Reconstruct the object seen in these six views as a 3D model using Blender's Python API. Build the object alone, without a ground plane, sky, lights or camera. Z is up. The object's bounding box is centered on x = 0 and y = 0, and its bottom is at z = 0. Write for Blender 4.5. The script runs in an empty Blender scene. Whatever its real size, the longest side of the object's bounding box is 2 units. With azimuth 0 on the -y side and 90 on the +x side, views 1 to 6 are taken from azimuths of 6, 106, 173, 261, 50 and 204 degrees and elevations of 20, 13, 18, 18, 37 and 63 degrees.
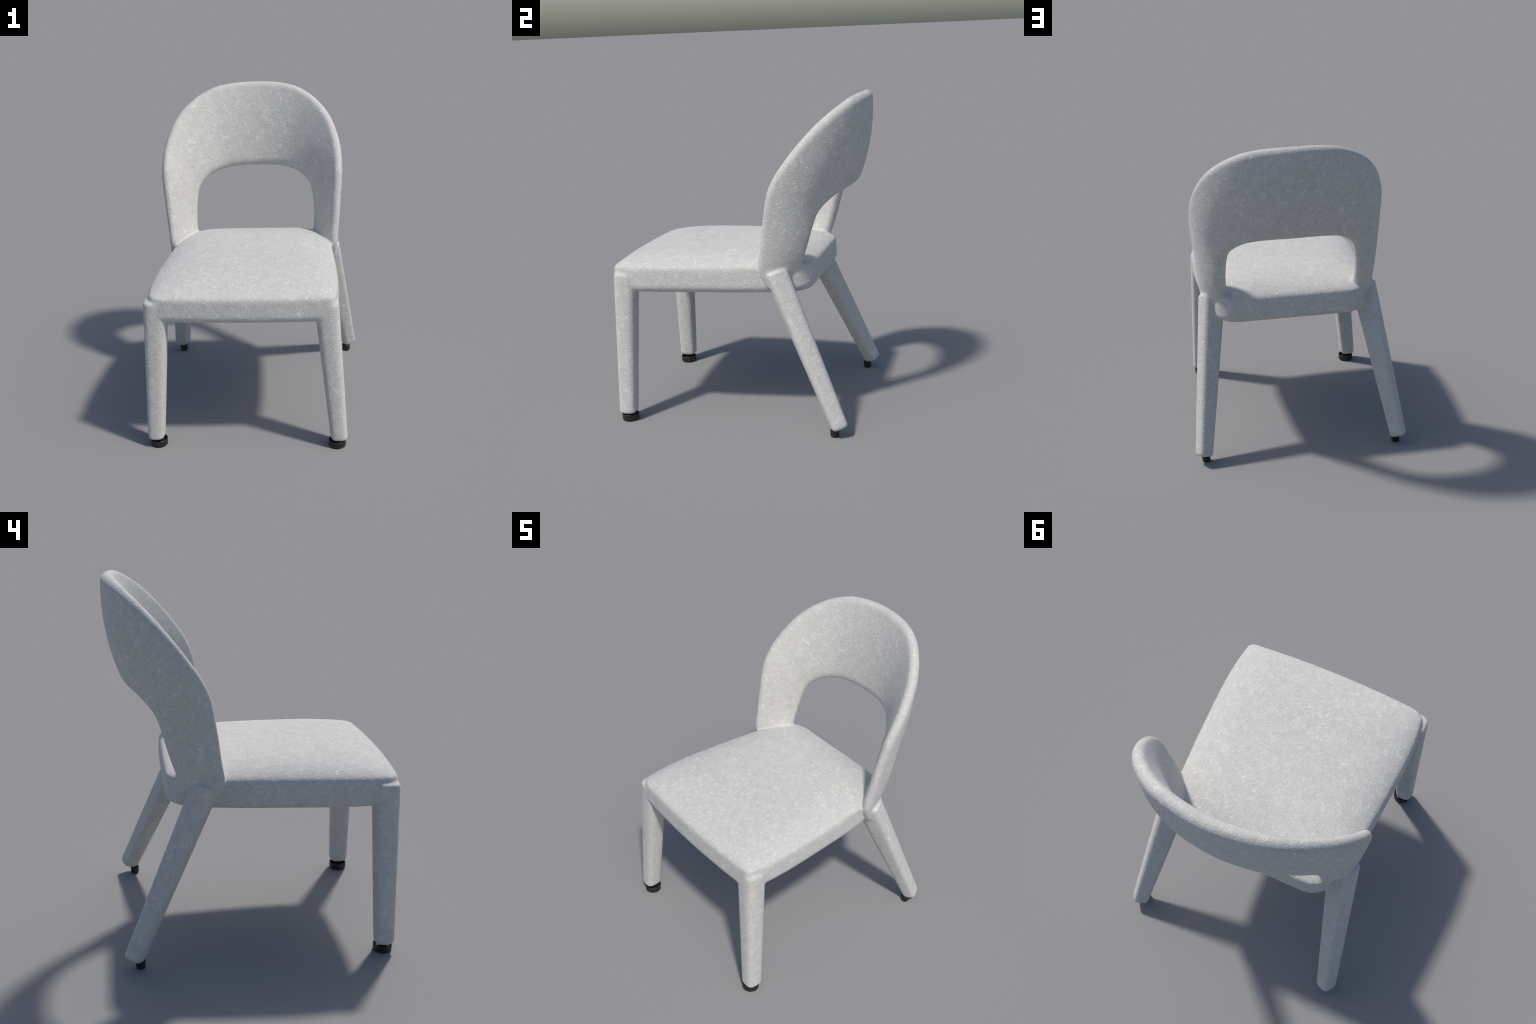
"""Fully upholstered dining chair: one padded seat, an arched shell backrest with an open
lower half, two upright front legs, two raked rear legs, and small black foot glides.
The soft parts are modelled as separate lofts, fused into one skin so that the fabric runs
over the joints, and then split again into seat, backrest and legs with shared normals."""
import bpy, bmesh, math
import numpy as np
from mathutils import Vector
from mathutils.bvhtree import BVHTree

MIRROR = np.array([-1.0, 1.0, 1.0])


def unit(v):
    return v / np.linalg.norm(v, axis=-1, keepdims=True)


# ------------------------------------------------------------------ mesh helpers
def grid_mesh(rows):
    """Closed skin from rings (n, m, 3): quads between rings, a fan cap at both ends."""
    rows = np.asarray(rows, float)
    n, m = rows.shape[:2]
    verts = [tuple(v) for v in rows.reshape(-1, 3)]
    faces = []
    for i in range(n - 1):
        for j in range(m):
            k = (j + 1) % m
            faces.append((i * m + j, i * m + k, (i + 1) * m + k, (i + 1) * m + j))
    for ring, flip in ((0, True), (n - 1, False)):
        c = len(verts)
        verts.append(tuple(rows[ring].mean(axis=0)))
        for j in range(m):
            k = (j + 1) % m
            a, b = ring * m + j, ring * m + k
            faces.append((c, b, a) if flip else (c, a, b))
    return verts, faces


def clean(verts, faces):
    """weld doubles and make the normals point outwards"""
    bm = bmesh.new()
    vs = [bm.verts.new(v) for v in verts]
    for f in faces:
        try:
            bm.faces.new([vs[i] for i in f])
        except ValueError:
            pass
    bmesh.ops.remove_doubles(bm, verts=bm.verts, dist=1e-5)
    bmesh.ops.dissolve_degenerate(bm, edges=bm.edges, dist=1e-6)
    bmesh.ops.recalc_face_normals(bm, faces=bm.faces)
    bm.verts.index_update()
    out = ([tuple(v.co) for v in bm.verts], [[v.index for v in f.verts] for f in bm.faces])
    bm.free()
    return out


def mirrored(part):
    v, f = part
    return [(-x, y, z) for x, y, z in v], [list(reversed(q)) for q in f]


def superellipse(a, e):
    c, s = np.cos(a), np.sin(a)
    return np.sign(c) * np.abs(c) ** (2 / e), np.sign(s) * np.abs(s) ** (2 / e)


def end_rounding(d, length, r0, r1):
    """how far the section pulls in near both ends of a padded leg"""
    a = np.where(d < r0, r0 - np.sqrt(np.maximum(0, r0 * r0 - (r0 - d) ** 2)), 0)
    q = length - d
    b = np.where(q < r1, r1 - np.sqrt(np.maximum(0, r1 * r1 - (r1 - q) ** 2)), 0)
    return a + b


# ------------------------------------------------------------------ padded legs
def leg_loft(foot, head, half_foot, half_head, roundness, twist, square_to_floor, r_top):
    B, T = np.array(foot), np.array(head)
    L = np.linalg.norm(T - B)
    ax = (T - B) / L
    if square_to_floor:
        u, v = np.array([1.0, 0, 0]), np.array([0, 1.0, 0])
    else:
        u = unit(np.cross([0, 1.0, 0], ax))
        v = np.cross(ax, u)
        u, v = u * np.cos(twist) + v * np.sin(twist), v * np.cos(twist) - u * np.sin(twist)
    r = 0.018
    d = np.concatenate([r * (1 - np.cos(np.linspace(0, np.pi / 2, 7))),
                        np.linspace(r, L - r_top, 60)[1:],
                        L - r_top * (1 - np.sin(np.linspace(0, np.pi / 2, 7)))[1:]])
    t = (d / L)[:, None]
    ins = end_rounding(d, L, r, r_top)[:, None]
    c, s = superellipse(np.linspace(0, 2 * np.pi, 64, endpoint=False), roundness)
    w = (half_foot[0] + (half_head[0] - half_foot[0]) * t - ins) * c
    h = (half_foot[1] + (half_head[1] - half_foot[1]) * t - ins) * s
    rows = B + (ax * L * t)[:, None, :] + u * w[..., None] + v * h[..., None]
    return clean(*grid_mesh(rows))


def front_leg_shape(top, r_top):
    return leg_loft((0.5708, -0.7184, 0.0492), (0.5085, -0.6907, top),
                    (0.0518, 0.0551), (0.0740, 0.0721), 3.1, 0, True, r_top)


def rear_leg_shape():
    return leg_loft((0.6267, 0.6618, 0.0526), (0.4937, 0.2645, 0.977),
                    (0.0472, 0.0494), (0.0757, 0.0685), 3.9, 0.44, False, 0.011)


# ------------------------------------------------------------------ seat cushion
SEAT = dict(front_half=0.5590, back_half=0.4888, front_y=-0.7555, back_y=0.4723,
            front_bow=0.029, back_bow=0.0047, side_bow=0.0350,
            front_corner=0.042, pinched_corner=0.092, back_corner=0.1512, bottom=0.8436, shoulder=0.9989,
            crown=0.0879, crown_power=3.7591, crown_shape=1.3701, crown_tilt=0.0111,
            under_round=0.0506, draft=-0.0023)


def seat_shape():
    S = SEAT
    wf, wb, yf, yb = S['front_half'], S['back_half'], S['front_y'], S['back_y']
    rf, rb = S['front_corner'], S['back_corner']

    def plan_outline(rf, rb):
        half = []
        xf = wf - rf
        for x in np.linspace(0, xf, 24, endpoint=False):
            half.append((x, yf - S['front_bow'] * (1 - (x / wf) ** 2)))
        yc = yf - S['front_bow'] * (1 - (xf / wf) ** 2)
        for a in np.linspace(-np.pi / 2, 0, 14, endpoint=False):
            half.append((xf + rf * np.cos(a), yc + rf + rf * np.sin(a)))
        xb = wb - rb
        y0, y1 = yc + rf, yb - S['back_bow'] * (xb / wb) ** 2 - rb
        for q in np.linspace(0, 1, 44, endpoint=False):
            half.append((wf + (wb - wf) * q + S['side_bow'] * (1 - abs(2 * q - 1) ** 3.5), y0 + (y1 - y0) * q))
        for a in np.linspace(0, np.pi / 2, 16, endpoint=False):
            half.append((xb + rb * np.cos(a), y1 + rb * np.sin(a)))
        for x in np.linspace(xb, 0, 18):
            half.append((x, yb - S['back_bow'] * (x / wb) ** 2))
        return np.array(half)

    def both(right, left):
        return np.vstack([right, (left * [-1, 1])[::-1][1:-1]])
    # the left front corner is pulled in behind the top of its leg, the right one is fuller
    plan = both(plan_outline(rf, rb), plan_outline(S['pinched_corner'], rb))
    soft = both(plan_outline(.22, .26), plan_outline(.26, .26))
    # the cushion was pulled a few millimetres over the right front leg
    plan[:, 0] += .006 * np.clip((.1 - plan[:, 1]) / .85, 0, 1)
    centre = np.array([0, (yf + yb) / 2])
    V, W = plan - centre, soft - centre
    R = np.linalg.norm(V, axis=1)[:, None]
    zb, zt, rr, dr = S['bottom'], S['shoulder'], S['under_round'], S['draft']
    rings = []

    def ring(pts, z):
        rings.append(np.column_stack([pts, np.broadcast_to(z, len(pts))]))
    for a in np.linspace(0, np.pi / 2, 12):            # rolled lower edge
        ring(centre + V * (1 - (rr * (1 - np.sin(a)) + dr) / R), zb + rr * (1 - np.cos(a)))
    for z in np.linspace(zb + rr, zt, 8)[1:]:          # side wall
        q = ((z - zb - rr) / (zt - zb - rr)) ** 0.7
        ring(centre + V * (1 - dr * (1 - q) / R), z)
    for s in 1 - np.linspace(0, 1, 60)[1:] ** 1.7:     # domed top
        lift = 1 - s ** S['crown_power']
        k = np.clip((s - .72) / .28, 0, 1) ** 1.5      # the crown forgets the sharp corners
        p = centre + (V * k + W * (1 - k)) * s
        ring(p, zt + S['crown'] * lift ** (1 / S['crown_shape'])
             + S['crown_tilt'] * (p[:, 1] - centre[1]) * lift)
    return clean(*grid_mesh(rings))


# ------------------------------------------------------------------ arched backrest shell
# rim of the shell (right half), seat side up to the middle of the top
RIM = [(.5462, .2288, .8868), (.5553, .1786, .994), (.5645, .1963, 1.135), (.5768, .223, 1.3049),
       (.5908, .2723, 1.5023), (.5723, .3898, 1.6769), (.482, .5472, 1.8509), (.2896, .6925, 1.9716),
       (0, .7498, 2.0014)]
# edge of the opening (right half), seat up to the middle of the cross panel
OPENING = [(.400, .345, .870), (.410, .385, .960), (.4296, .4383, 1.0935), (.4153, .4851, 1.2518),
           (.3862, .5125, 1.3278), (.2973, .5776, 1.3972), (.187, .6255, 1.4249), (0, .6466, 1.4304)]
PAD = dict(rim=(.0160, .0322), middle=(.0470, .0600), opening=(.038, .0310), bow=(-.008, -.007))


def smooth_curve(P, n):
    """centripetal Catmull-Rom; the last point sits on the mirror plane"""
    P = np.asarray(P, float)
    Q = np.vstack([2 * P[0] - P[1], P, P[-2] * MIRROR])
    k = np.concatenate([[0], np.cumsum(np.linalg.norm(np.diff(Q, axis=0), axis=1) ** .5)])
    ts = np.linspace(k[1], k[-2], n)
    i = np.clip(np.searchsorted(k, ts, side='right') - 1, 1, len(P) - 1)
    t = ts[:, None]
    g = lambda j: k[i + j][:, None]
    q = lambda j: Q[i + j]
    A1 = (g(0) - t) / (g(0) - g(-1)) * q(-1) + (t - g(-1)) / (g(0) - g(-1)) * q(0)
    A2 = (g(1) - t) / (g(1) - g(0)) * q(0) + (t - g(0)) / (g(1) - g(0)) * q(1)
    A3 = (g(2) - t) / (g(2) - g(1)) * q(1) + (t - g(1)) / (g(2) - g(1)) * q(2)
    B1 = (g(1) - t) / (g(1) - g(-1)) * A1 + (t - g(-1)) / (g(1) - g(-1)) * A2
    B2 = (g(2) - t) / (g(2) - g(0)) * A2 + (t - g(0)) / (g(2) - g(0)) * A3
    return (g(1) - t) / (g(1) - g(0)) * B1 + (t - g(0)) / (g(1) - g(0)) * B2


def backrest_shape(n=150, m=22):
    O, I = smooth_curve(RIM, n), smooth_curve(OPENING, n)
    t = np.linspace(0, 1, n)[:, None]
    chord = O - I
    d = unit(chord)
    T = unit(np.gradient((O + I) / 2, axis=0))
    T[-1] = [-1, 0, 0]
    N = unit(np.cross(d, T))                            # points to the outside of the shell
    L = np.linalg.norm(chord, axis=1)[:, None]
    lerp = lambda p: p[0] + (p[1] - p[0]) * t
    ho, hm, hi, bow = (lerp(PAD[k]) for k in ('rim', 'middle', 'opening', 'bow'))

    square = .78 + .94 * np.clip((t - .38) / .25, 0, 1)   # crisp along the posts, round under the panel

    def section(b, side):
        x = b * L
        h = hi * (1 - b) * (1 - 2 * b) + hm * 4 * b * (1 - b) + ho * b * (2 * b - 1)
        e1, e2 = np.clip(x / (hi * square), 0, 1), np.clip((L - x) / ho, 0, 1)
        f = np.sqrt(1 - (1 - e1) ** 2) * np.sqrt(1 - (1 - e2) ** 2)
        return I + d * x + N * (bow * 4 * b * (1 - b) + side * h * f)
    b = .5 - .5 * np.cos(np.linspace(0, np.pi, 2 * m + 1))
    ring = [section(q, 1) for q in b] + [section(q, -1) for q in b[::-1][1:-1]]
    right = np.stack(ring, 1)
    left = (right * MIRROR)[::-1][1:]
    return clean(*grid_mesh(np.vstack([right, left])))


# ------------------------------------------------------------------ fuse, soften, split
VOXEL = 0.0055


def fuse(parts):
    """one skin over all padded parts"""
    verts, faces = [], []
    for v, f in parts:
        o = len(verts)
        verts += v
        faces += [[i + o for i in q] for q in f]
    me = bpy.data.meshes.new("upholstery_skin")
    me.from_pydata(verts, [], faces)
    ob = bpy.data.objects.new("upholstery_skin", me)
    bpy.context.collection.objects.link(ob)
    mod = ob.modifiers.new("fuse", 'REMESH')
    mod.mode = 'VOXEL'
    mod.voxel_size = VOXEL
    mod.adaptivity = 0
    dg = bpy.context.evaluated_depsgraph_get()
    ev = ob.evaluated_get(dg)
    skin = bpy.data.meshes.new_from_object(ev)
    bpy.data.objects.remove(ob, do_unlink=True)
    bpy.data.meshes.remove(me)
    return skin


def relax(me, rounds, soft_rounds):
    """plain Laplacian softening: small fillets at the joints everywhere, then a fuller
    roll along the shoulder of the seat, away from the posts and the leg tops"""
    n = len(me.vertices)
    co = np.empty(n * 3, np.float32)
    me.vertices.foreach_get("co", co)
    co = co.reshape(-1, 3).astype(float)
    e = np.empty(len(me.edges) * 2, np.int32)
    me.edges.foreach_get("vertices", e)
    e = e.reshape(-1, 2)
    deg = np.bincount(e.ravel(), minlength=n)[:, None]
    x, y, z = np.abs(co[:, 0]), co[:, 1], co[:, 2]
    step = lambda v, a, b: np.clip((v - a) / (b - a), 0, 1)
    shoulder = step(z, .955, .985) * step(z, 1.075, 1.05)
    near_post = step(x, .34, .39) * step(y, .06, .13)
    near_leg = step(x, .46, .52) * step(-y, .64, .70) * .75
    shoulder = (shoulder * (1 - near_post) * (1 - near_leg) * (y < .5))[:, None]
    for i in range(rounds + soft_rounds):
        acc = np.stack([np.bincount(e[:, 0], co[e[:, 1], k], n) + np.bincount(e[:, 1], co[e[:, 0], k], n)
                        for k in range(3)], 1)
        w = .6 if i < rounds else .6 * shoulder
        co = co + w * (acc / np.maximum(deg, 1) - co)
    me.vertices.foreach_set("co", co.astype(np.float32).ravel())
    me.update()


def split(me, regions):
    """cut the skin into (name, shape) regions by the nearest source part"""
    trees = [BVHTree.FromPolygons(v, f) for _, (v, f) in regions]
    nv = len(me.vertices)
    co = np.empty(nv * 3, np.float32)
    me.vertices.foreach_get("co", co)
    co = co.reshape(-1, 3)
    nor = np.empty(nv * 3, np.float32)
    me.vertex_normals.foreach_get("vector", nor)
    nor = nor.reshape(-1, 3)
    polys = [tuple(p.vertices) for p in me.polygons]
    centre = np.array([co[list(p)].mean(axis=0) for p in polys])
    # only ask the trees whose box is near
    best = np.full(len(polys), 9.0)
    label = np.zeros(len(polys), int)
    for r, (tree, (_, (v, f))) in enumerate(zip(trees, regions)):
        lo, hi = np.min(v, axis=0) - .02, np.max(v, axis=0) + .02
        for i in np.where(((centre > lo) & (centre < hi)).all(axis=1))[0]:
            hit = tree.find_nearest(centre[i].tolist(), 0.05)
            if hit[0] is not None and hit[3] < best[i]:
                best[i], label[i] = hit[3], r
    objs = []
    for r, (name, _) in enumerate(regions):
        mine = [polys[i] for i in np.where(label == r)[0]]
        used = sorted({i for p in mine for i in p})
        new = {o: k for k, o in enumerate(used)}
        pm = bpy.data.meshes.new(name)
        pm.from_pydata(co[used].tolist(), [], [[new[i] for i in p] for p in mine])
        pm.polygons.foreach_set("use_smooth", [True] * len(pm.polygons))
        pm.normals_split_custom_set_from_vertices(nor[used].tolist())
        ob = bpy.data.objects.new(name, pm)
        bpy.context.collection.objects.link(ob)
        objs.append(ob)
    return objs


# ------------------------------------------------------------------ materials
class Nodes:
    def __init__(self, name):
        self.mat = bpy.data.materials.new(name)
        self.mat.use_nodes = True
        self.nt = self.mat.node_tree
        self.nt.nodes.clear()

    def add(self, kind, inputs=None, **props):
        n = self.nt.nodes.new(kind)
        for k, v in props.items():
            setattr(n, k, v)
        for k, v in (inputs or {}).items():
            if hasattr(v, 'is_output'):
                self.nt.links.new(v, n.inputs[k])
            else:
                n.inputs[k].default_value = v
        return n

    def math(self, op, a, b=0.0, c=0.0, clamp=False):
        return self.add('ShaderNodeMath', {0: a, 1: b, 2: c}, operation=op, use_clamp=clamp).outputs[0]

    def noise(self, vec, scale, detail=2.0, rough=.5, distort=0.0):
        return self.add('ShaderNodeTexNoise', {'Vector': vec, 'Scale': scale, 'Detail': detail,
                                               'Roughness': rough, 'Distortion': distort}).outputs['Fac']

    def ridge(self, fac, width):
        """thin bright lines where the noise crosses its middle value"""
        d = self.math('ABSOLUTE', self.math('SUBTRACT', fac, .5))
        return self.math('SUBTRACT', 1.0, self.math('DIVIDE', d, width), clamp=True)


def fabric_material():
    M = Nodes("felted_fabric")
    P = M.add('ShaderNodeTexCoord').outputs['Object']
    # short, crossing, fibre-like wrinkles
    r1 = M.ridge(M.noise(P, 44, .6, .5, 1.4), .085)
    P2 = M.add('ShaderNodeMapping', {'Vector': P, 'Location': (3.1, 7.7, 1.9), 'Rotation': (.6, .9, .4)}).outputs[0]
    r2 = M.ridge(M.noise(P2, 66, .6, .5, 1.6), .095)
    P3 = M.add('ShaderNodeMapping', {'Vector': P, 'Location': (9.3, 2.2, 5.4), 'Rotation': (1.1, .3, 1.7)}).outputs[0]
    fine = M.noise(P3, 150, 3.0, .6, .8)
    patch = M.noise(P, 21, 2.0, .5, .4)                      # where the wrinkles gather
    gather = M.add('ShaderNodeMapRange', {'Value': patch, 1: .36, 2: .70, 3: .30, 4: 1.0}).outputs[0]
    cross = M.math('MULTIPLY', r1, r2)                       # fibres crossing: bright tufts
    fibres = M.math('MULTIPLY', M.math('ADD', M.math('ADD', M.math('MULTIPLY', r1, .42), M.math('MULTIPLY', r2, .38)),
                                       M.math('MULTIPLY', cross, .45)), gather)
    height = M.math('ADD', fibres, M.math('MULTIPLY', fine, .10))
    # colour: off-white, faint blotches, paler fibre lines and small pale tufts
    tuft = M.add('ShaderNodeMapRange', {'Value': M.noise(P3, 42, 1.5, .5, .8), 1: .42, 2: .72, 3: 0.0, 4: 1.0}).outputs[0]
    blot = M.noise(P, 17, 3.0, .55, .3)
    strands = M.math('MULTIPLY', fibres, M.math('ADD', M.math('MULTIPLY', tuft, .55), .48))
    tone = M.math('ADD', M.math('ADD', M.math('MULTIPLY', blot, .30), M.math('MULTIPLY', tuft, .09)),
                  M.math('ADD', M.math('MULTIPLY', strands, .85), M.math('MULTIPLY', fine, .18)))
    ramp = M.add('ShaderNodeValToRGB', {'Fac': tone})
    cr = ramp.color_ramp
    cr.elements[0].position, cr.elements[0].color = .15, (.488, .482, .460, 1)
    cr.elements[1].position, cr.elements[1].color = 1.0, (.870, .860, .828, 1)
    mid = cr.elements.new(.40)
    mid.color = (.578, .571, .545, 1)
    bump = M.add('ShaderNodeBump', {'Height': height, 'Strength': .48, 'Distance': .006})
    bsdf = M.add('ShaderNodeBsdfPrincipled', {'Base Color': ramp.outputs[0], 'Roughness': .85,
                                              'Specular IOR Level': .25, 'Sheen Weight': .15,
                                              'Sheen Roughness': .5, 'Normal': bump.outputs[0]})
    out = M.add('ShaderNodeOutputMaterial')
    M.nt.links.new(bsdf.outputs[0], out.inputs[0])
    return M.mat


def plastic_material():
    M = Nodes("black_plastic")
    P = M.add('ShaderNodeTexCoord').outputs['Object']
    n = M.noise(P, 300, 2.0)
    ramp = M.add('ShaderNodeValToRGB', {'Fac': n})
    ramp.color_ramp.elements[0].color = (.012, .012, .012, 1)
    ramp.color_ramp.elements[1].color = (.020, .020, .020, 1)
    bsdf = M.add('ShaderNodeBsdfPrincipled', {'Base Color': ramp.outputs[0], 'Roughness': .45,
                                              'Specular IOR Level': .4})
    out = M.add('ShaderNodeOutputMaterial')
    M.nt.links.new(bsdf.outputs[0], out.inputs[0])
    return M.mat


# ------------------------------------------------------------------ foot glides
def turned(profile, segments=56):
    rows = []
    a = np.linspace(0, 2 * np.pi, segments, endpoint=False)
    for r, z in profile:
        rows.append(np.column_stack([r * np.cos(a), r * np.sin(a), np.full(segments, z)]))
    return clean(*grid_mesh(rows))


def cup_profile(radius, height, wall, floor, stem, stem_top):
    """outer cup with a hollow top and a central stud that carries the leg"""
    c = .004
    return [(.002, 0), (radius - c - .001, 0), (radius - .001, c), (radius, height - .0015),
            (radius - .0015, height), (radius - wall, height), (radius - wall - .001, height - .001),
            (radius - wall - .001, floor), (stem, floor), (stem, stem_top), (.002, stem_top)]


def glide_mesh(name, profile, material):
    v, f = turned(profile)
    me = bpy.data.meshes.new(name)
    me.from_pydata(v, [], f)
    me.polygons.foreach_set("use_smooth", [True] * len(me.polygons))
    me.set_sharp_from_angle(angle=math.radians(32))
    me.materials.append(material)
    return me


# ------------------------------------------------------------------ assemble
def main():
    fabric, plastic = fabric_material(), plastic_material()
    rr = rear_leg_shape()
    # the right front leg is drawn flush under the cushion, the left one shows as a small nub
    fr, fl = front_leg_shape(.970, .030), mirrored(front_leg_shape(.974, .012))
    regions = [("seat", seat_shape()), ("backrest", backrest_shape()),
               ("front_leg", fr), ("front_leg", fl),
               ("rear_leg", rr), ("rear_leg", mirrored(rr))]
    skin = fuse([p for _, p in regions])
    relax(skin, 8, 26)
    pieces = split(skin, regions)
    bpy.data.meshes.remove(skin)

    chair = bpy.data.objects.new("upholstered_chair", None)
    bpy.context.collection.objects.link(chair)
    chair["label"] = "pale grey fabric-covered dining chair with an open arched backrest"
    chair["category"] = "dining chair"
    for ob in pieces:
        ob.data.materials.append(fabric)
        ob.parent = chair

    cup = glide_mesh("foot_glide", cup_profile(.0535, .041, .005, .018, .022, .060), plastic)
    peg = glide_mesh("foot_glide", cup_profile(.0265, .043, .004, .030, .010, .060), plastic)
    for leg, me, x, y in ((pieces[2], cup, .558, -.7155), (pieces[3], cup, -.558, -.7155),
                          (pieces[4], peg, .613, .623), (pieces[5], peg, -.613, .623)):
        g = bpy.data.objects.new("foot_glide", me)
        g.location = (x, y, 0)
        bpy.context.collection.objects.link(g)
        g.parent = leg


main()
